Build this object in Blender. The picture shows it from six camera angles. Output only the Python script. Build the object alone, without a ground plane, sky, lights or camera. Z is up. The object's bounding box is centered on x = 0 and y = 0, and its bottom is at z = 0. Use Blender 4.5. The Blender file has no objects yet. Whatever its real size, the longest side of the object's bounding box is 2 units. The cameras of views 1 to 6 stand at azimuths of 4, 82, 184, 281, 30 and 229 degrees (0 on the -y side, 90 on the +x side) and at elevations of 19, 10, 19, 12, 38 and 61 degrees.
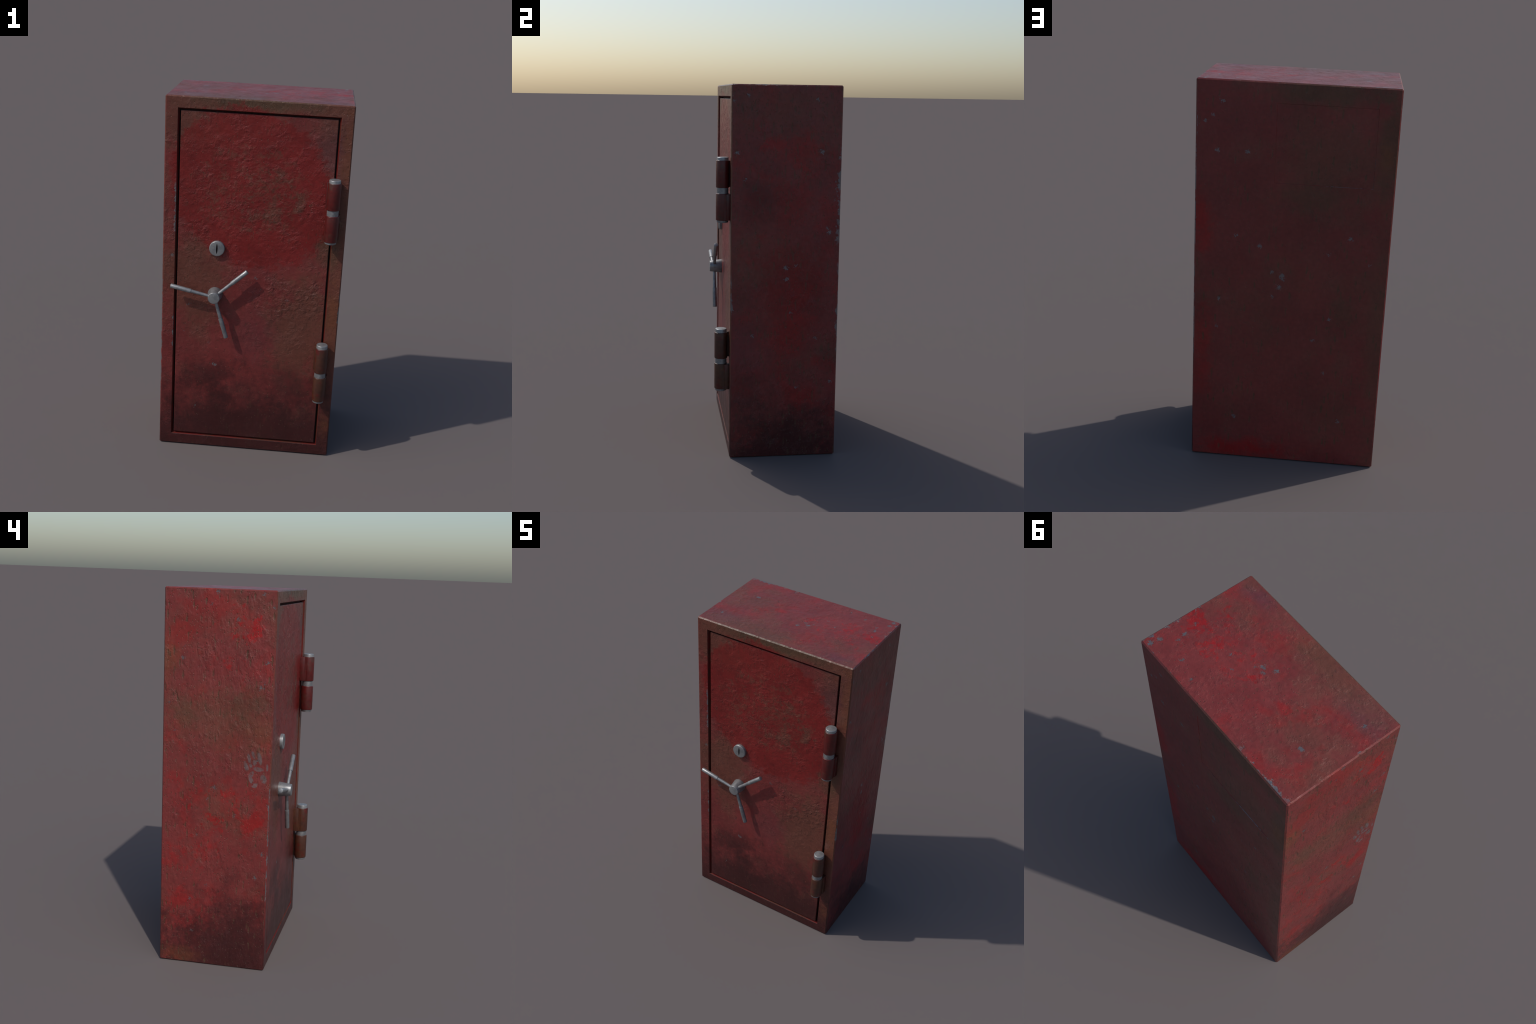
# A tall, old steel gun safe painted red: cabinet with a recessed door, two pin
# hinges, a three-spoke handle and a round key lock.  Metres, z up.
import bpy
import bmesh
import math
from mathutils import Vector, Matrix

# ------------------------------------------------------------------ sizes
HALF_W, FRONT, BACK, TOP = 0.4830, -0.249, 0.3295, 2.0
EDGE = 0.0060                                  # rounding of the cabinet edges
OPEN_X, OPEN_LO, OPEN_HI = 0.418, 0.061, 1.939  # mouth of the door opening
LIP_IN, LIP_DEEP = 0.0085, 0.018               # sloped lip round the opening
GAP_DEEP = -0.220                              # floor of the door gap
DOOR_X, DOOR_LO, DOOR_HI = 0.4025, 0.0765, 1.9245
DOOR_FOOT, DOOR_LEAN = -0.2480, 0.0038       # the hung door leans: its foot stands forward


def door_face(z):
    return DOOR_FOOT + DOOR_LEAN * z


# ================================================================= nodes
class Sock:
    """A float socket with arithmetic, so that masks read as formulas."""

    def __init__(self, mat, socket):
        self.m, self.s = mat, socket

    def _op(self, op, other=None, flip=False):
        return self.m.math(op, *((other, self) if flip else (self, other)))

    def __add__(self, o): return self._op("ADD", o)
    def __radd__(self, o): return self._op("ADD", o)
    def __sub__(self, o): return self._op("SUBTRACT", o)
    def __rsub__(self, o): return self._op("SUBTRACT", o, True)
    def __mul__(self, o): return self._op("MULTIPLY", o)
    def __rmul__(self, o): return self._op("MULTIPLY", o)
    def __truediv__(self, o): return self._op("DIVIDE", o)
    def max(self, o): return self._op("MAXIMUM", o)
    def min(self, o): return self._op("MINIMUM", o)
    def abs(self): return self._op("ABSOLUTE")
    def sqrt(self): return self._op("SQRT")

    def step(self, lo, hi, to_lo=0.0, to_hi=1.0):
        n = self.m.node("ShaderNodeMapRange")
        n.interpolation_type = "SMOOTHSTEP"
        self.m.put(n.inputs[0], self)
        for i, v in zip((1, 2, 3, 4), (lo, hi, to_lo, to_hi)):
            n.inputs[i].default_value = v
        return Sock(self.m, n.outputs[0])


class Mat:
    def __init__(self, name):
        self.mat = bpy.data.materials.new(name)
        self.mat.use_nodes = True
        self.t = self.mat.node_tree
        self.t.nodes.clear()
        self.out = self.node("ShaderNodeOutputMaterial")
        self.bsdf = self.node("ShaderNodeBsdfPrincipled")
        self.t.links.new(self.bsdf.outputs[0], self.out.inputs[0])
        tc = self.node("ShaderNodeTexCoord")
        self.P = tc.outputs["Object"]
        sep = self.node("ShaderNodeSeparateXYZ")
        self.t.links.new(self.P, sep.inputs[0])
        self.x, self.y, self.z = (Sock(self, s) for s in sep.outputs)
        self.cache = {}

    def node(self, kind):
        return self.t.nodes.new(kind)

    def put(self, inp, v):
        if isinstance(v, Sock):
            self.t.links.new(v.s, inp)
        elif isinstance(v, bpy.types.NodeSocket):
            self.t.links.new(v, inp)
        else:
            inp.default_value = v

    def math(self, op, a, b=None, clamp=False):
        n = self.node("ShaderNodeMath")
        n.operation, n.use_clamp = op, clamp
        self.put(n.inputs[0], a)
        if b is not None:
            self.put(n.inputs[1], b)
        return Sock(self, n.outputs[0])

    def coords(self, stretch, shift=(0, 0, 0)):
        key = ("map", stretch, shift)
        if key not in self.cache:
            n = self.node("ShaderNodeMapping")
            n.inputs["Location"].default_value = shift
            n.inputs["Scale"].default_value = stretch
            self.put(n.inputs[0], self.P)
            self.cache[key] = n.outputs[0]
        return self.cache[key]

    def noise(self, scale, detail=4.0, rough=0.55, warp=0.0, stretch=(1, 1, 1), shift=(0, 0, 0)):
        key = ("noise", scale, detail, rough, warp, stretch, shift)
        if key not in self.cache:
            n = self.node("ShaderNodeTexNoise")
            n.inputs["Scale"].default_value = scale
            n.inputs["Detail"].default_value = detail
            n.inputs["Roughness"].default_value = rough
            n.inputs["Distortion"].default_value = warp
            self.put(n.inputs["Vector"], self.coords(stretch, shift))
            self.cache[key] = Sock(self, n.outputs[0])
        return self.cache[key]

    def cells(self, stretch, shift=(0, 0, 0), metric="F1"):
        """Voronoi cells: (distance to the cell's point, random value per cell)."""
        key = ("cells", stretch, shift, metric)
        if key not in self.cache:
            n = self.node("ShaderNodeTexVoronoi")
            n.feature = metric
            n.inputs["Scale"].default_value = 1.0
            self.put(n.inputs["Vector"], self.coords(stretch, shift))
            sep = self.node("ShaderNodeSeparateColor")
            self.t.links.new(n.outputs["Color"], sep.inputs[0])
            self.cache[key] = (Sock(self, n.outputs["Distance"]), Sock(self, sep.outputs[0]))
        return self.cache[key]

    def mix(self, a, b, f):
        n = self.node("ShaderNodeMix")
        n.data_type = "RGBA"
        self.put(n.inputs[0], f)
        for sock, v in ((n.inputs[6], a), (n.inputs[7], b)):
            self.put(sock, (*v, 1.0) if isinstance(v, tuple) else v)
        return n.outputs[2]

    def tint(self, colour, factor):
        n = self.node("ShaderNodeVectorMath")
        n.operation = "SCALE"
        self.put(n.inputs[0], colour)
        self.put(n.inputs["Scale"], factor)
        return n.outputs[0]

    def bump(self, height, strength=1.0):
        n = self.node("ShaderNodeBump")
        n.inputs["Strength"].default_value = strength
        n.inputs["Distance"].default_value = 1.0
        self.put(n.inputs["Height"], height)
        self.t.links.new(n.outputs[0], self.bsdf.inputs["Normal"])

    def set(self, **kw):
        for k, v in kw.items():
            self.put(self.bsdf.inputs[k.replace("_", " ")], v)


# ================================================================= paint
DULL = (0.172, 0.029, 0.027)      # sun-bleached paint
RED = (0.265, 0.009, 0.009)       # paint that kept its colour
DEEP = (0.185, 0.011, 0.010)
BROWN = (0.132, 0.046, 0.030)     # thin rust film
OLIVE = (0.086, 0.048, 0.026)     # old dirt in rust
ORANGE = (0.165, 0.055, 0.022)    # fresh rust
GRIME = (0.044, 0.010, 0.010)     # soot and dirt
PLUM = (0.110, 0.030, 0.036)
STEEL = (0.205, 0.215, 0.225)     # bare metal where paint is chipped
INK = {"dull": DULL, "red": RED, "deep": DEEP, "brown": BROWN, "olive": OLIVE,
       "orange": ORANGE, "grime": GRIME, "plum": PLUM}


def ellipse(m, a, b, ca, cb, ra, rb, rot=0.0):
    """1 in the middle, 0 on the rim, negative outside."""
    u, v = a - ca, b - cb
    if rot:
        c, s = math.cos(math.radians(rot)), math.sin(math.radians(rot))
        u, v = u * c + v * s, v * c - u * s
    u, v = u * (1 / ra), v * (1 / rb)
    return 1.0 - (u * u + v * v).sqrt()


def paint(name, axes, patches=(), spots=(), prints=(), worn=(), drips=0.5, wrinkle=(),
          chips=0.0, seed=0.0, relief=1.0, streaky=False, lively=0.30, grow=0.95, tone=1.0):
    """Weathered red paint for one side of the cabinet.
    axes     the two directions of the side
    patches  (ink, ca, cb, ra, rb, rot, ragged, soft, grain, strength)
    spots    (a, b, radius) chips down to the steel
    prints   (a, b, ra, rb, rot) rubbed marks (the hand print)
    worn     (axis, position, reach, from, to) rubbed lengths of an edge
    """
    m = Mat(name)
    a, b = (getattr(m, k) for k in axes)
    sh = (seed, seed * 0.7, seed * 1.3)
    big = m.noise(2.6, 5, 0.6, shift=sh)
    mid = m.noise(11, 6, 0.62, 0.3, shift=sh)
    fine = m.noise(48, 4, 0.6, shift=sh)
    grit = m.noise(170, 3, 0.6, shift=sh)

    # faded paint, browner in clouds
    col = m.mix(DULL, BROWN, (big + mid * 0.5).step(0.70, 0.98) * 0.6)
    col = m.mix(col, RED, m.noise(6, 6, 0.65, shift=(seed + 5, 3, 1)).step(0.48, 0.66) * lively)
    for ink, ca, cb, ra, rb, rot, ragged, soft, grain, strength in patches:
        n = m.noise(grain, 6, 0.7, 0.3, shift=sh) * 0.62 + m.noise(grain * 3.7, 5, 0.75, 0.2, shift=sh) * 0.38
        e = ellipse(m, a, b, ca, cb, ra, rb, rot)
        if ragged < 0:      # flecks that thin out towards the rim
            e = (n - 0.5) * 9.0 - (1.0 - e.step(0.0, 0.55)) * 1.6 - (1.0 + ragged)
        else:
            e = e + (n - 0.5) * ragged * 1.7
        col = m.mix(col, INK[ink], e.step(0.0, soft) * strength)

    # rust streaks running down from pits
    up = {"z": (0, 0, 1)}.get(axes[1])
    lay = (62, 62, 13) if up else (40, 40, 40)
    d1, r1 = m.cells(lay, shift=(seed, 0, 0.37))
    pit = (d1 + (fine - 0.5) * 0.9).step(0.42, 0.12) * r1.step(0.66, 0.74) * big.step(0.34, 0.50) * drips
    col = m.mix(col, OLIVE, pit * 0.72)
    d3, r3 = m.cells((120, 120, 70), shift=(seed, 2, 0))
    speck = d3.step(0.34, 0.18) * r3.step(0.86, 0.90)
    col = m.mix(col, OLIVE, speck * 0.55)

    # bare steel
    wa = a + (m.noise(85, 5, 0.75, shift=sh) - 0.5) * 0.075
    wb = b + (m.noise(85, 5, 0.75, shift=(seed + 9, 4, 2)) - 0.5) * 0.075
    bare = None
    for ca, cb, r in spots:
        u, v = wa - ca, wb - cb
        e = (u * u + v * v).sqrt().step(r * grow, r * grow * 0.55)
        bare = e if bare is None else bare.max(e)
    for axis, pos, reach, lo, hi in worn:
        along = b if axis == axes[0] else a
        d = (getattr(m, axis) - pos).abs() * (1 / reach)
        rub = m.noise(24, 6, 0.7, shift=(seed + 3, 0, 0))
        e = (1.0 - d + (rub - 0.62) * 5.0).step(0.0, 0.35)
        e = e * (along + (mid - 0.5) * 0.2).step(lo - 0.03, lo + 0.03) * (along + (mid - 0.5) * 0.2).step(hi + 0.03, hi - 0.03)
        bare = e if bare is None else bare.max(e)
    if chips:
        d2, r2 = m.cells((17, 17, 17), shift=(seed, 1.3, 0.2))
        e = (d2 + (m.noise(60, 3, 0.6, shift=sh) - 0.5) * 0.5).step(0.15, 0.10) * r2.step(1 - chips, 1.02 - chips)
        bare = e if bare is None else bare.max(e)
    rubbed = None
    for ca, cb, ra, rb, rot in prints:
        e = ellipse(m, a + (fine - 0.5) * 0.012, b + (fine - 0.5) * 0.016, ca, cb, ra, rb, rot).step(0.0, 0.35)
        rubbed = e if rubbed is None else rubbed.max(e)
    if rubbed is not None:
        col = m.mix(col, (0.125, 0.105, 0.105), rubbed * fine.step(0.30, 0.5) * 0.70)

    col = m.tint(col, (fine - 0.5) * 0.6 + (grit - 0.5) * 0.4 + (m.noise(4, 4, 0.6, shift=(seed + 1, 2, 3)) - 0.5) * 0.7 + tone)
    if bare is None:
        bare = speck * 0.0
    col = m.mix(col, STEEL, bare * 0.75)
    m.set(Base_Color=col, Metallic=bare * 0.6,
          Roughness=(mid - 0.5) * 0.35 + 0.41 - bare * 0.08, Specular_IOR_Level=0.40)

    # relief: flaked coats with low steps, dents, wrinkles, pits and chips
    lay2 = (1, 1, 0.45) if streaky else (1, 1, 1)
    flake = m.noise(30, 4, 0.6, 0.8, stretch=lay2, shift=sh).step(0.44, 0.64)
    flake2 = m.noise(58, 4, 0.65, 0.5, stretch=lay2, shift=(seed + 2, 1, 6)).step(0.46, 0.66)
    rough = mid.step(0.44, 0.62) * 0.7 + 0.3
    for ca, cb, ra, rb, k in wrinkle:
        rough = rough + (ellipse(m, a, b, ca, cb, ra, rb) + (mid - 0.5)).step(0.0, 0.6) * k
    rough = rough.max(0.08)
    crease = (m.noise(24, 3, 0.55, 1.2, shift=(seed, 7, 0)) - 0.5).abs().step(0.045, 0.0)
    soft = (m.noise(32, 2, 0.5, 0.4, stretch=lay2, shift=sh) - 0.5) * 0.0048
    h = (soft + flake * 0.0008 + flake2 * 0.0004 + crease * mid.step(0.5, 0.66) * 0.0004) * rough
    h = h + (fine - 0.5) * 0.0010 + (grit - 0.5) * 0.0003 + (m.noise(8, 3, 0.5, shift=sh) - 0.5) * 0.0030
    h = h - pit * 0.0012 - speck * 0.0010 - bare * 0.0008
    m.bump(h * relief)
    return m.mat


def make_paints():
    P = {}
    P["front"] = paint(
        "weathered_red_paint_front", "xz", seed=0.0, drips=0.25,
        patches=[
            ("brown", 0.28, 0.74, 0.24, 0.42, 0, 1.5, 0.6, 8, 0.85),
            ("brown", -0.33, 1.02, 0.26, 0.32, 0, 1.4, 0.6, 7, 0.80),
            ("brown", -0.34, 1.85, 0.24, 0.20, 0, 1.4, 0.5, 7, 0.80),
            ("brown", 0.0, 1.985, 0.80, 0.07, 0, 0.6, 0.5, 7, 0.85),
            ("olive", 0.05, 1.99, 0.42, 0.06, 0, 1.2, 0.6, 7, 0.80),
            ("brown", 0.43, 1.80, 0.16, 0.32, 0, 1.2, 0.6, 7, 0.90),
            ("brown", 0.455, 1.0, 0.07, 1.2, 0, 0.8, 0.6, 9, 0.85),
            ("olive", 0.40, 1.30, 0.09, 0.26, 0, 1.6, 0.8, 9, 0.60),
            ("plum", 0.40, 1.76, 0.14, 0.20, 0, 1.4, 0.8, 7, 0.55),
            ("orange", 0.465, 1.74, 0.06, 0.30, 0, 2.0, 0.9, 9, 0.45),
            ("orange", 0.455, 0.86, 0.07, 0.28, 0, 2.0, 0.9, 9, 0.55),
            ("deep", -0.02, 1.535, 0.485, 0.420, -45, 0.45, 0.10, 16, 0.80),
            ("brown", -0.02, 1.52, 0.48, 0.40, 0, -1.35, 1.5, 17, 0.80),
            ("brown", 0.06, 1.46, 0.36, 0.28, 0, -0.80, 1.0, 22, 0.60),
            ("brown", 0.13, 1.51, 0.24, 0.22, 0, -1.4, 1.0, 11, 0.75),
            ("plum", 0.03, 0.70, 0.20, 0.22, 0, 1.6, 0.9, 6, 0.35),
            ("grime", 0.02, -0.14, 1.25, 0.74, 0, 0.8, 0.55, 8, 0.95),
            ("grime", -0.22, 0.47, 0.26, 0.14, 15, 1.5, 0.8, 8, 0.55),
            ("grime", 0.25, 0.42, 0.24, 0.14, -10, 1.8, 0.9, 9, 0.50),
            ("orange", 0.455, 0.20, 0.05, 0.10, 0, 1.6, 0.9, 9, 0.35),
        ],
        spots=[(-0.183, 0.516, 0.011), (-0.219, 0.647, 0.006), (-0.335, 0.865, 0.010),
               (0.054, 0.980, 0.006), (0.025, 1.045, 0.008), (0.199, 0.926, 0.007),
               (-0.284, 0.252, 0.006), (-0.433, 1.141, 0.010), (-0.36, 0.70, 0.004)],
        worn=[("x", -0.4175, 0.016, 1.28, 1.56), ("x", -0.4175, 0.012, 0.60, 0.80),
              ("x", -0.482, 0.006, 0.4, 1.0), ("x", 0.482, 0.008, 0.80, 1.0)],
        lively=0.08, tone=0.90,
        wrinkle=[(0.22, 0.93, 0.25, 0.16, 0.9), (-0.34, 1.28, 0.14, 0.12, 0.6), (0.0, 1.5, 0.45, 0.40, 0.4), (0.0, 0.3, 0.6, 0.45, -0.6)])

    P["left"] = paint(
        "weathered_red_paint_left", "yz", seed=11.0, drips=1.0,
        patches=[
            ("brown", 0.0, 1.33, 0.50, 0.27, 8, 1.0, 0.9, 14, 0.60),
            ("brown", 0.02, 1.33, 0.60, 0.40, 0, -1.1, 1.0, 16, 0.60),
            ("orange", 0.31, 1.64, 0.09, 0.14, 0, 1.2, 0.9, 8, 0.45),
            ("olive", 0.22, 1.36, 0.10, 0.10, 0, 1.8, 0.7, 12, 0.50),
            ("olive", -0.12, 1.42, 0.20, 0.10, -25, 2.2, 0.8, 14, 0.40),
            ("orange", -0.20, 1.28, 0.16, 0.12, 0, 1.8, 0.9, 8, 0.30),
            ("red", -0.06, 1.83, 0.20, 0.16, 20, -1.05, 0.8, 12, 0.95),
            ("deep", 0.15, 1.84, 0.20, 0.16, 0, 2.0, 0.9, 9, 0.45),
            ("red", -0.06, 1.61, 0.16, 0.10, 0, -0.9, 0.8, 14, 0.80),
            ("red", 0.03, 0.88, 0.34, 0.24, 0, -0.9, 0.9, 12, 0.85),
            ("red", -0.15, 0.80, 0.07, 0.10, 35, 2.0, 0.7, 16, 0.80),
            ("red", 0.16, 0.62, 0.26, 0.20, 0, -1.1, 1.2, 8, 0.70),
            ("grime", -0.14, 0.05, 0.40, 0.56, 0, 1.2, 0.8, 8, 0.85),
            ("grime", 0.04, -0.02, 0.65, 0.48, 0, 1.7, 0.8, 10, 0.85),
            ("red", 0.22, 0.36, 0.10, 0.10, 0, 2.2, 0.8, 12, 0.55),
            ("orange", 0.20, 0.04, 0.16, 0.06, 0, 2.0, 0.9, 9, 0.35),
        ],
        spots=[(0.053, 1.984, 0.011), (-0.183, 1.979, 0.009), (0.084, 1.923, 0.007), (-0.236, 1.915, 0.008),
               (-0.058, 1.851, 0.008), (0.227, 1.649, 0.009), (0.222, 1.704, 0.006), (-0.181, 1.516, 0.013),
               (-0.202, 1.540, 0.007), (-0.215, 1.644, 0.010), (0.298, 1.415, 0.006), (0.261, 1.273, 0.006),
               (0.049, 0.985, 0.011), (0.084, 0.919, 0.007), (-0.063, 0.840, 0.008), (0.136, 0.718, 0.005),
               (-0.216, 0.648, 0.011), (-0.185, 0.516, 0.012), (0.078, 0.449, 0.006), (-0.234, 0.912, 0.006),
               (0.165, 0.365, 0.008), (0.154, 0.186, 0.009), (-0.175, 1.142, 0.007)],
        prints=[(-0.118, 1.110, 0.013, 0.034, -18), (-0.133, 1.150, 0.010, 0.034, -14),
                (-0.142, 1.116, 0.009, 0.012, 0), (-0.155, 1.172, 0.010, 0.024, -22),
                (-0.163, 1.132, 0.012, 0.018, 0), (-0.188, 1.155, 0.012, 0.040, -14),
                (-0.183, 1.099, 0.032, 0.013, 5), (-0.146, 1.068, 0.011, 0.026, 30),
                (-0.146, 1.040, 0.013, 0.024, -25), (-0.166, 1.013, 0.020, 0.012, -30),
                (-0.211, 1.050, 0.019, 0.028, -20), (-0.228, 1.110, 0.007, 0.022, 0)],
        worn=[("y", -0.249, 0.008, 0.2, 1.0)], streaky=True, relief=1.15, lively=0.45,
        wrinkle=[(0.05, 0.62, 0.12, 0.10, 0.8), (-0.05, 1.5, 0.4, 0.5, 0.5)])

    P["right"] = paint(
        "weathered_red_paint_right", "yz", seed=23.0, drips=0.7,
        patches=[
            ("red", -0.04, 1.70, 0.10, 0.05, 0, 2.2, 0.7, 14, 0.70),
            ("red", 0.15, 1.66, 0.14, 0.14, 0, 2.0, 0.9, 10, 0.70),
            ("red", 0.05, 1.42, 0.20, 0.16, 30, 2.2, 1.0, 10, 0.55),
            ("deep", 0.08, 0.95, 0.26, 0.40, 0, 1.6, 0.9, 7, 0.80),
            ("red", 0.10, 0.88, 0.12, 0.16, 0, 2.2, 0.9, 12, 0.60),
            ("red", 0.06, 0.68, 0.16, 0.14, 0, 2.0, 1.0, 9, 0.65),
            ("grime", -0.10, 1.42, 0.18, 0.22, 0, 1.8, 0.9, 8, 0.42),
            ("brown", 0.0, 1.9, 0.40, 0.18, 0, 1.6, 0.9, 7, 0.50),
            ("plum", -0.18, 0.62, 0.16, 0.30, 0, 1.8, 0.9, 7, 0.40),
            ("grime", 0.02, 0.00, 0.60, 0.46, 0, 1.4, 0.8, 8, 0.88),
            ("grime", -0.16, 0.36, 0.20, 0.20, 0, 1.6, 0.9, 8, 0.40),
            ("red", 0.14, 0.34, 0.14, 0.10, 0, 2.0, 0.9, 10, 0.45),
        ],
        spots=[(-0.219, 1.651, 0.010), (-0.178, 1.513, 0.007), (0.227, 1.660, 0.011), (0.275, 1.238, 0.011),
               (0.262, 1.262, 0.007), (0.200, 1.927, 0.007), (0.045, 1.048, 0.012), (0.096, 1.059, 0.008),
               (0.050, 0.985, 0.011), (0.297, 0.419, 0.009), (0.113, 0.389, 0.007), (0.073, 0.805, 0.006),
               (-0.16, 1.945, 0.008), (-0.235, 1.915, 0.006), (-0.13, 0.68, 0.007), (0.21, 0.66, 0.006)],
        worn=[("y", 0.329, 0.034, 1.15, 1.66), ("y", 0.329, 0.014, 0.60, 1.05),
              ("y", -0.249, 0.018, 0.80, 0.96), ("y", -0.249, 0.012, 1.80, 2.0), ("z", 2.0, 0.006, -0.25, 0.0)],
        streaky=True, lively=0.45, grow=1.15, tone=0.94,
        wrinkle=[(0.14, 0.85, 0.10, 0.08, 0.8)])

    P["back"] = paint(
        "weathered_red_paint_back", "xz", seed=37.0, drips=1.0,
        patches=[
            ("brown", 0.0, 0.9, 1.2, 2.0, 0, 0.8, 1.6, 5, 0.40),
            ("olive", -0.20, 1.96, 0.46, 0.10, 0, 1.4, 0.8, 7, 0.75),
            ("olive", -0.44, 1.72, 0.10, 0.40, 0, 1.4, 0.8, 7, 0.70),
            ("brown", -0.16, 1.62, 0.36, 0.36, 0, 1.2, 0.8, 6, 0.70),
            ("orange", -0.435, 1.68, 0.06, 0.13, 0, 1.6, 0.9, 9, 0.55),
            ("olive", -0.10, 1.45, 0.32, 0.12, 0, 2.0, 0.9, 8, 0.50),
            ("brown", -0.46, 0.80, 0.10, 0.80, 0, 1.2, 0.8, 6, 0.75),
            ("red", 0.45, 1.30, 0.10, 0.20, 0, 1.8, 0.9, 9, 0.75),
            ("red", 0.44, 0.60, 0.09, 0.40, 0, 2.0, 0.9, 10, 0.55),
            ("red", 0.20, 0.05, 0.34, 0.09, 0, 1.8, 0.9, 10, 0.80),
            ("olive", -0.27, 0.86, 0.10, 0.12, 0, 2.4, 0.9, 14, 0.45),
        ],
        spots=[(0.039, 1.045, 0.013), (0.036, 1.028, 0.010), (0.056, 0.985, 0.012), (0.155, 1.194, 0.009),
               (-0.287, 1.261, 0.011), (0.231, 1.664, 0.009), (0.376, 1.661, 0.010), (0.399, 1.831, 0.009),
               (0.355, 1.899, 0.008), (0.279, 1.241, 0.008), (0.354, 0.901, 0.009), (-0.196, 0.528, 0.007),
               (0.259, 0.239, 0.010), (-0.129, 0.707, 0.006), (-0.283, 0.257, 0.009), (0.09, 1.06, 0.007),
               (0.085, 0.93, 0.007), (-0.19, 1.17, 0.006), (-0.39, 1.13, 0.007), (0.365, 0.75, 0.007),
               (-0.21, 0.83, 0.008), (0.44, 1.80, 0.008)],
        worn=[("x", 0.482, 0.010, 1.1, 1.9)], streaky=True, lively=0.10, relief=0.6, grow=1.15)

    P["top"] = paint(
        "weathered_red_paint_top", "xy", seed=53.0, drips=0.3, chips=0.0, lively=0.45,
        patches=[
            ("plum", -0.36, -0.16, 0.20, 0.11, 0, 1.4, 0.9, 7, 0.75),
            ("plum", 0.36, -0.20, 0.15, 0.07, 0, 1.4, 0.9, 7, 0.75),
            ("orange", -0.05, -0.20, 0.22, 0.07, 0, 1.6, 0.9, 7, 0.50),
            ("brown", -0.12, -0.20, 0.50, 0.15, 0, 1.4, 0.9, 7, 0.75),
            ("brown", 0.44, -0.22, 0.08, 0.06, 0, 1.4, 0.9, 8, 0.55),
            ("brown", -0.46, 0.16, 0.10, 0.22, 0, 1.4, 0.9, 8, 0.45),
            ("red", 0.38, 0.08, 0.24, 0.26, 0, -1.1, 0.9, 9, 0.95),
            ("red", 0.17, 0.07, 0.24, 0.15, 0, -1.05, 0.9, 11, 0.90),
            ("red", -0.14, 0.07, 0.05, 0.03, 0, 2.0, 0.8, 14, 0.60),
        ],
        spots=[(0.067, 0.012, 0.013), (0.045, 0.03, 0.009), (0.09, 0.035, 0.008), (0.02, -0.02, 0.010),
               (0.198, 0.076, 0.010), (0.396, 0.167, 0.012), (0.30, 0.25, 0.009), (0.41, 0.10, 0.008),
               (0.39, 0.20, 0.009), (0.449, 0.305, 0.014), (0.14, 0.12, 0.007), (-0.323, 0.134, 0.013),
               (-0.40, -0.131, 0.009), (0.44, 0.26, 0.012), (0.20, 0.28, 0.007)],
        worn=[("x", 0.482, 0.022, 0.02, 0.33), ("y", 0.329, 0.030, -0.48, -0.16),
              ("x", -0.482, 0.016, -0.12, -0.02), ("y", 0.329, 0.008, 0.2, 0.48)], relief=1.1)
    P["below"] = P["back"]

    gap = Mat("dark_gap")
    gap.set(Base_Color=(0.02, 0.008, 0.008, 1), Roughness=0.8)
    P["gap"] = gap.mat

    lip = Mat("lip_darkened_for_shade")
    lip.set(Base_Color=lip.mix((0.11, 0.010, 0.008), (0.07, 0.020, 0.012), lip.noise(9, 4).step(0.4, 0.6)), Roughness=0.75, Specular_IOR_Level=0.2)  # paint colour lowered to carry the occlusion shade round the opening
    P["lip"] = lip.mat

    # hinge knuckles: the same paint, more handled, with small scratches
    for key, inks in (("hinge_red", (DEEP, DULL, BROWN)), ("hinge_rust", (BROWN, ORANGE, DEEP))):
        m = Mat("worn_paint_" + key)
        n = m.noise(14, 5, 0.6, shift=(3, 1, 0))
        f = m.noise(70, 4, 0.6)
        col = m.mix(inks[0], inks[1], n.step(0.42, 0.62) * 0.7)
        col = m.mix(col, inks[2], m.noise(22, 5, 0.6, shift=(8, 0, 2)).step(0.5, 0.66) * 0.8)
        col = m.tint(col, (f - 0.5) * 0.5 + 0.44)
        m.set(Base_Color=col, Roughness=0.38, Specular_IOR_Level=0.5)
        m.bump((f - 0.5) * 0.0008)
        P[key] = m.mat

    m = Mat("worn_steel")
    n, f = m.noise(30, 5, 0.65), m.noise(120, 4, 0.6)
    col = m.mix((0.285, 0.29, 0.295), (0.20, 0.205, 0.215), n.step(0.42, 0.60))
    col = m.mix(col, (0.36, 0.36, 0.36), f.step(0.58, 0.72) * 0.6)
    m.set(Base_Color=col, Metallic=0.55, Roughness=(n - 0.5) * 0.3 + 0.44)
    m.bump((f - 0.5) * 0.0003)
    P["steel"] = m.mat
    return P


# ============================================================== geometry
def finish(bm, name, parent, mats, smooth=None, pick=None):
    bmesh.ops.recalc_face_normals(bm, faces=bm.faces)
    me = bpy.data.meshes.new(name)
    for mt in mats:
        me.materials.append(mt)
    for f in bm.faces:
        if pick:
            f.material_index = pick(f)
        f.smooth = smooth is not None
    if smooth is not None:
        for e in bm.edges:
            e.smooth = len(e.link_faces) == 2 and e.calc_face_angle() < math.radians(smooth)
    bm.to_mesh(me)
    bm.free()
    ob = bpy.data.objects.new(name, me)
    bpy.context.collection.objects.link(ob)
    if parent is not None:
        ob.parent = parent
    return ob


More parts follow.
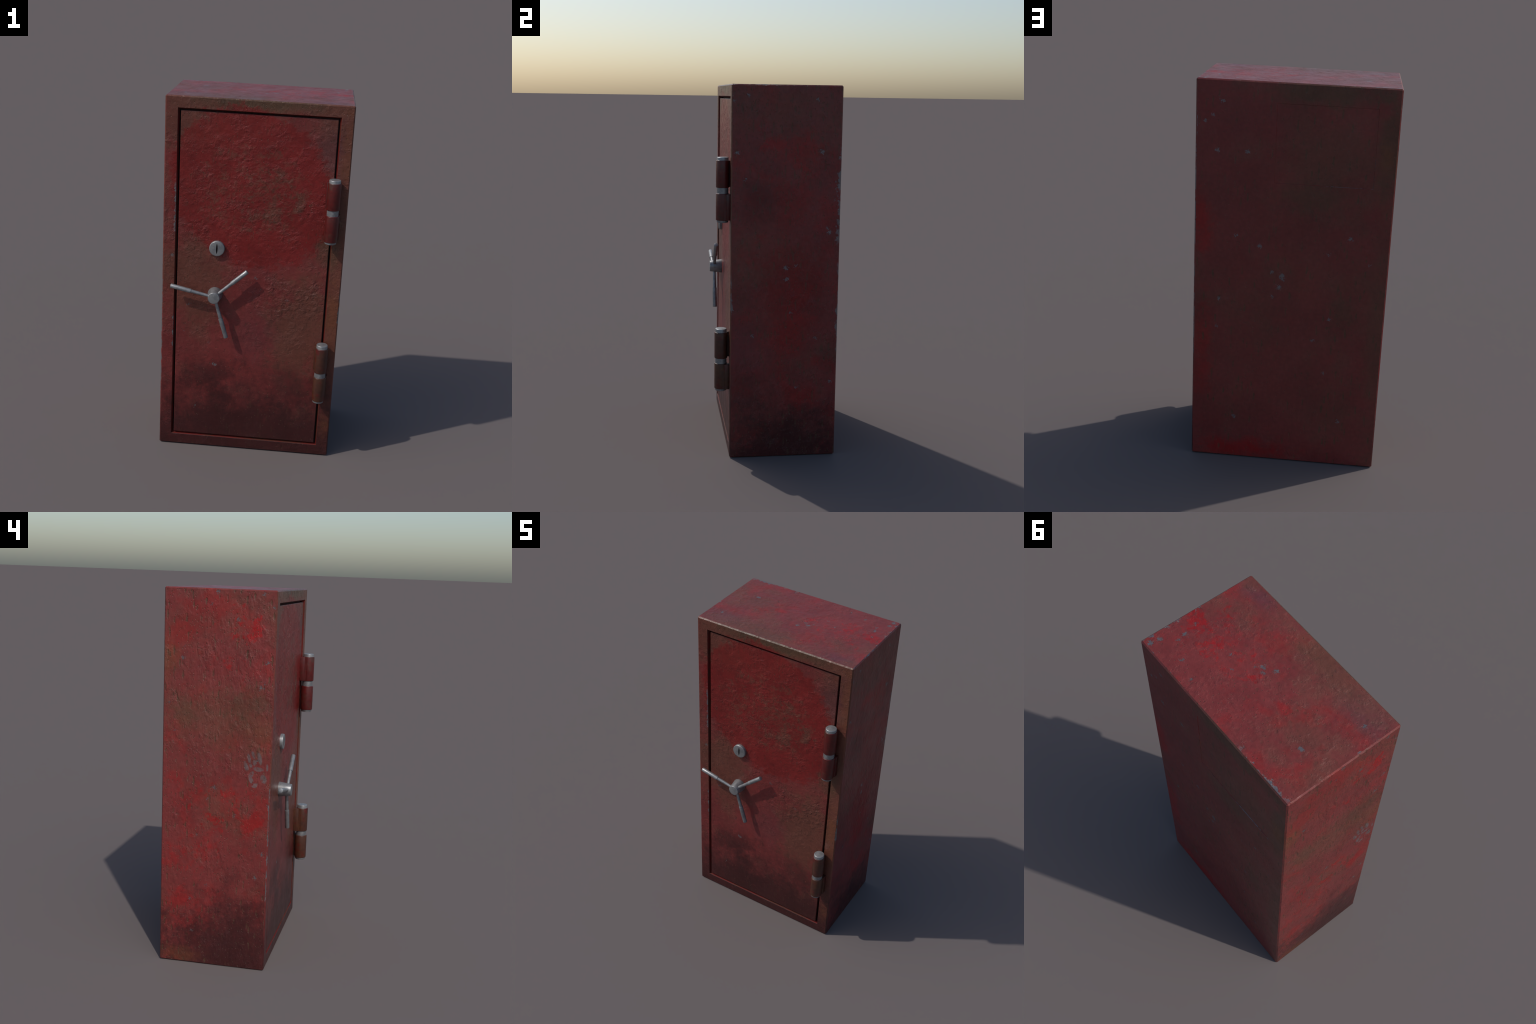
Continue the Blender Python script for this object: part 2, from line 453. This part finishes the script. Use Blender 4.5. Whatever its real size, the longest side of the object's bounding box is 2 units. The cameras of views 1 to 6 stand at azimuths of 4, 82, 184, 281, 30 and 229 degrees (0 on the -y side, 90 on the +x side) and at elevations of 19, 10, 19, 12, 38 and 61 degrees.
def box(lo, hi, edge, seg=2):
    bm = bmesh.new()
    bmesh.ops.create_cube(bm, size=1.0)
    lo, hi = Vector(lo), Vector(hi)
    for v in bm.verts:
        v.co = Vector((lo[i] + (v.co[i] + 0.5) * (hi[i] - lo[i]) for i in range(3)))
    if edge:
        bmesh.ops.bevel(bm, geom=bm.edges[:], offset=edge, segments=seg, profile=0.5, affect="EDGES")
    return bm


def lathe(profile, steps=48):
    """Turned piece about z: profile is a list of (radius, z)."""
    bm = bmesh.new()
    rings = []
    for r, z in profile:
        if r < 1e-6:
            rings.append([bm.verts.new((0, 0, z))])
        else:
            rings.append([bm.verts.new((r * math.cos(2 * math.pi * i / steps), r * math.sin(2 * math.pi * i / steps), z)) for i in range(steps)])
    for p, q in zip(rings, rings[1:]):
        for i in range(steps):
            j = (i + 1) % steps
            vs = [p[i % len(p)], p[j % len(p)], q[j % len(q)], q[i % len(q)]]
            vs = list(dict.fromkeys(vs))
            if len(vs) > 2:
                bm.faces.new(vs)
    return bm


def rounded(r, z0, z1, e, r1=None, seg=3):
    """Lathe profile of a solid bar with rounded rims."""
    r1 = r if r1 is None else r1
    p = [(0, z0)]
    p += [(r - e + e * math.sin(t), z0 + e - e * math.cos(t)) for t in [i * math.pi / 2 / seg for i in range(seg + 1)]]
    p += [(r1 - e + e * math.cos(t), z1 - e + e * math.sin(t)) for t in [i * math.pi / 2 / seg for i in range(seg + 1)]]
    return p + [(0, z1)]


SIDES = ("front", "left", "right", "back", "top", "below", "gap", "lip")


def side_of(f):
    n, c = f.normal, f.calc_center_median()
    if c.y > FRONT + LIP_DEEP + 0.001 and abs(c.x) < OPEN_X and c.y < -0.15 and c.y < 0:
        return SIDES.index("gap")
    if abs(c.x) < OPEN_X + 0.01 and OPEN_LO - 0.01 < c.z < OPEN_HI + 0.01 and c.y < 0:
        return SIDES.index("lip") if c.y > FRONT + 0.002 else 0
    ax = max(range(3), key=lambda i: abs(n[i]))
    return SIDES.index((("left", "right"), ("front", "back"), ("below", "top"))[ax][n[ax] > 0])


def ring_faces(bm, outer, inner):
    for i in range(4):
        j = (i + 1) % 4
        bm.faces.new((outer[i], outer[j], inner[j], inner[i]))


def rect(bm, x0, x1, z0, z1, y):
    return [bm.verts.new(c) for c in ((x0, y, z0), (x1, y, z0), (x1, y, z1), (x0, y, z1))]


def open_side(bm, sign):
    """Take out the big front (-1) or back (1) face; give its corners in order."""
    face = max((f for f in bm.faces if f.normal.y * sign > 0.99), key=lambda f: f.calc_area())
    vs = list(face.verts)
    bmesh.ops.delete(bm, geom=[face], context="FACES_ONLY")
    lowleft = sorted(vs, key=lambda v: (v.co.z > 1, v.co.x))
    return [lowleft[0], lowleft[1], lowleft[3], lowleft[2]]


def build_body(root, P):
    bm = box((-HALF_W, FRONT, 0), (HALF_W, BACK, TOP), EDGE, 1)
    bm.normal_update()
    rim = open_side(bm, -1)
    a = rect(bm, -OPEN_X, OPEN_X, OPEN_LO, OPEN_HI, FRONT)
    soft = 0.0012
    b0 = rect(bm, -OPEN_X + soft, OPEN_X - soft, OPEN_LO + soft, OPEN_HI - soft, FRONT + soft)
    i = LIP_IN
    b = rect(bm, -OPEN_X + i, OPEN_X - i, OPEN_LO + i, OPEN_HI - i, FRONT + LIP_DEEP)
    c = rect(bm, -OPEN_X + i, OPEN_X - i, OPEN_LO + i, OPEN_HI - i, GAP_DEEP)
    for p, q in ((rim, a), (a, b0), (b0, b), (b, c)):
        ring_faces(bm, p, q)
    bm.faces.new(c)
    # shallow pressed panel on the back
    rim = open_side(bm, 1)
    x0, x1, z0, z1 = -0.380, 0.098, 1.517, 1.902
    d = rect(bm, x0, x1, z0, z1, BACK)
    s = 0.0012
    e = rect(bm, x0 + s, x1 - s, z0 + s, z1 - s, BACK - 0.0018)
    for p, q in ((rim, d), (d, e)):
        ring_faces(bm, p, q)
    bm.faces.new(e)
    return finish(bm, "body", root, [P[s] for s in SIDES], pick=side_of)


def build_door(root, P):
    bm = box((-DOOR_X, 0, DOOR_LO), (DOOR_X, 0.050, DOOR_HI), 0.0028, 2)
    for v in bm.verts:
        v.co.y += door_face(v.co.z)
    return finish(bm, "door", root, [P["front"]])


def turned(name, parent, profile, mat, place, axis="z", steps=48, smooth=35):
    """A lathe piece with its axis along z, or pointing out of the door (-y)."""
    bm = lathe(profile, steps)
    if axis == "-y":
        bmesh.ops.rotate(bm, verts=bm.verts, matrix=Matrix.Rotation(math.pi / 2, 3, "X"))
    ob = finish(bm, name, parent, [mat], smooth)
    ob.location = place
    return ob


def build_lock(root, P):
    cx, cz = -0.1905, 1.199
    depth = 0.0170
    lock = bpy.data.objects.new("lock", None)
    bpy.context.collection.objects.link(lock)
    lock.parent = root
    lock.location = (cx, door_face(cz), cz)
    # disc with a lens-shaped key slot sunk into its face
    r, e, steps = 0.0420, 0.0045, 64
    bm = bmesh.new()

    def circle(rad, h):
        return [bm.verts.new((rad * math.cos(2 * math.pi * i / steps), -h, rad * math.sin(2 * math.pi * i / steps))) for i in range(steps)]

    def lens(wide, high, h):
        vs = []
        for i in range(steps):
            t = 2 * math.pi * i / steps
            vs.append(bm.verts.new((wide * math.cos(t) * abs(math.cos(t)) ** 0.25, -h, high * math.sin(t))))
        return vs

    rings = [circle(r, -0.002), circle(r, depth - e)]
    rings += [circle(r - e + e * math.cos(t), depth - e + e * math.sin(t)) for t in (0.4, 0.8, 1.2, math.pi / 2)]
    rings += [lens(0.0042, 0.0285, depth), lens(0.0034, 0.0277, depth - 0.0010), lens(0.0030, 0.0270, depth - 0.010)]
    for p, q in zip(rings, rings[1:]):
        for i in range(steps):
            j = (i + 1) % steps
            bm.faces.new((p[i], p[j], q[j], q[i]))
    bm.faces.new(rings[-1])
    finish(bm, "lock_face", lock, [P["steel"], P["gap"]], 35,
           pick=lambda f: 1 if abs(f.calc_center_median().x) < 0.004 and f.calc_center_median().y > -depth + 0.0003
           and f.calc_center_median().y < 0 and abs(f.calc_center_median().z) < 0.030 else 0)


def build_handle(root, P):
    handle = bpy.data.objects.new("handle", None)
    bpy.context.collection.objects.link(handle)
    handle.parent = root
    handle.location = (-0.1922, door_face(0.9355), 0.9355)
    turned("hub", handle, rounded(0.0405, -0.002, 0.0695, 0.0030, r1=0.0320), P["steel"], (0, 0, 0), "-y")
    e = 0.0018
    spoke = None
    reach, step = 0.240, 0.128
    prof = [(0, 0.010), (0.0080, 0.010), (0.0100, step), (0.0123, step + 0.0002)]
    prof += [(0.0123, reach - e), (0.0123 - e * 0.3, reach - e * 0.3), (0.0123 - e, reach), (0, reach)]
    for ang, long, out in ((42.3, 0.975, 0.0435), (168.3, 1.01, 0.0495), (-72.7, 1.02, 0.0425)):
        if spoke is None:
            spoke = turned("spoke", handle, prof, P["steel"], (0, 0, 0), steps=24)
            ob = spoke
        else:
            ob = spoke.copy()
            bpy.context.collection.objects.link(ob)
        ob.location = (0, -out, 0)
        ob.rotation_euler = (0, math.radians(90 - ang), 0)
        ob.scale = (1, 1, long)


def build_hinge(root, P, cx, axis_y, pin, upper, lower, mat):
    hinge = bpy.data.objects.new("hinge", None)
    bpy.context.collection.objects.link(hinge)
    hinge.parent = root
    hinge.location = (cx, axis_y, pin[0])
    base = pin[0]
    turned("pin", hinge, rounded(0.0305, 0, pin[1] - pin[0], 0.0040), P["steel"], (0, 0, 0))
    # each knuckle: a barrel and a leaf that runs back to the door or the frame
    for (z0, z1), side in ((upper, -1), (lower, 1)):
        back = (door_face(z0) if side < 0 else FRONT) - axis_y + 0.004
        bm = lathe(rounded(0.0352, z0 - base, z1 - base, 0.0030))
        leaf = box((min(side * 0.0395, side * 0.010), 0.016, z0 - base + 0.0015),
                   (max(side * 0.0395, side * 0.010), back, z1 - base - 0.0015), 0.0025)
        me = bpy.data.meshes.new("tmp")
        leaf.to_mesh(me)
        leaf.free()
        bm.from_mesh(me)
        bpy.data.meshes.remove(me)
        # fillet between leaf and barrel
        web = box((min(side * 0.0345, side * 0.006), 0.000, z0 - base + 0.003),
                  (max(side * 0.0345, side * 0.006), back - 0.001, z1 - base - 0.003), 0.0)
        me = bpy.data.meshes.new("tmp")
        web.to_mesh(me)
        web.free()
        bm.from_mesh(me)
        bpy.data.meshes.remove(me)
        finish(bm, "knuckle", hinge, [mat], 35)


def main():
    P = make_paints()
    root = bpy.data.objects.new("gun_safe", None)
    bpy.context.collection.objects.link(root)
    root["label"] = "tall old red steel safe, rusty chipped paint, spoked handle"
    root["category"] = "safe"
    build_body(root, P)
    build_door(root, P)
    build_lock(root, P)
    build_handle(root, P)
    build_hinge(root, P, 0.4070, -0.2868, (1.2815, 1.6250), (1.4660, 1.6085), (1.2940, 1.4355), P["hinge_red"])
    build_hinge(root, P, 0.4068, -0.2918, (0.3615, 0.7065), (0.5435, 0.6870), (0.3735, 0.5155), P["hinge_rust"])


main()
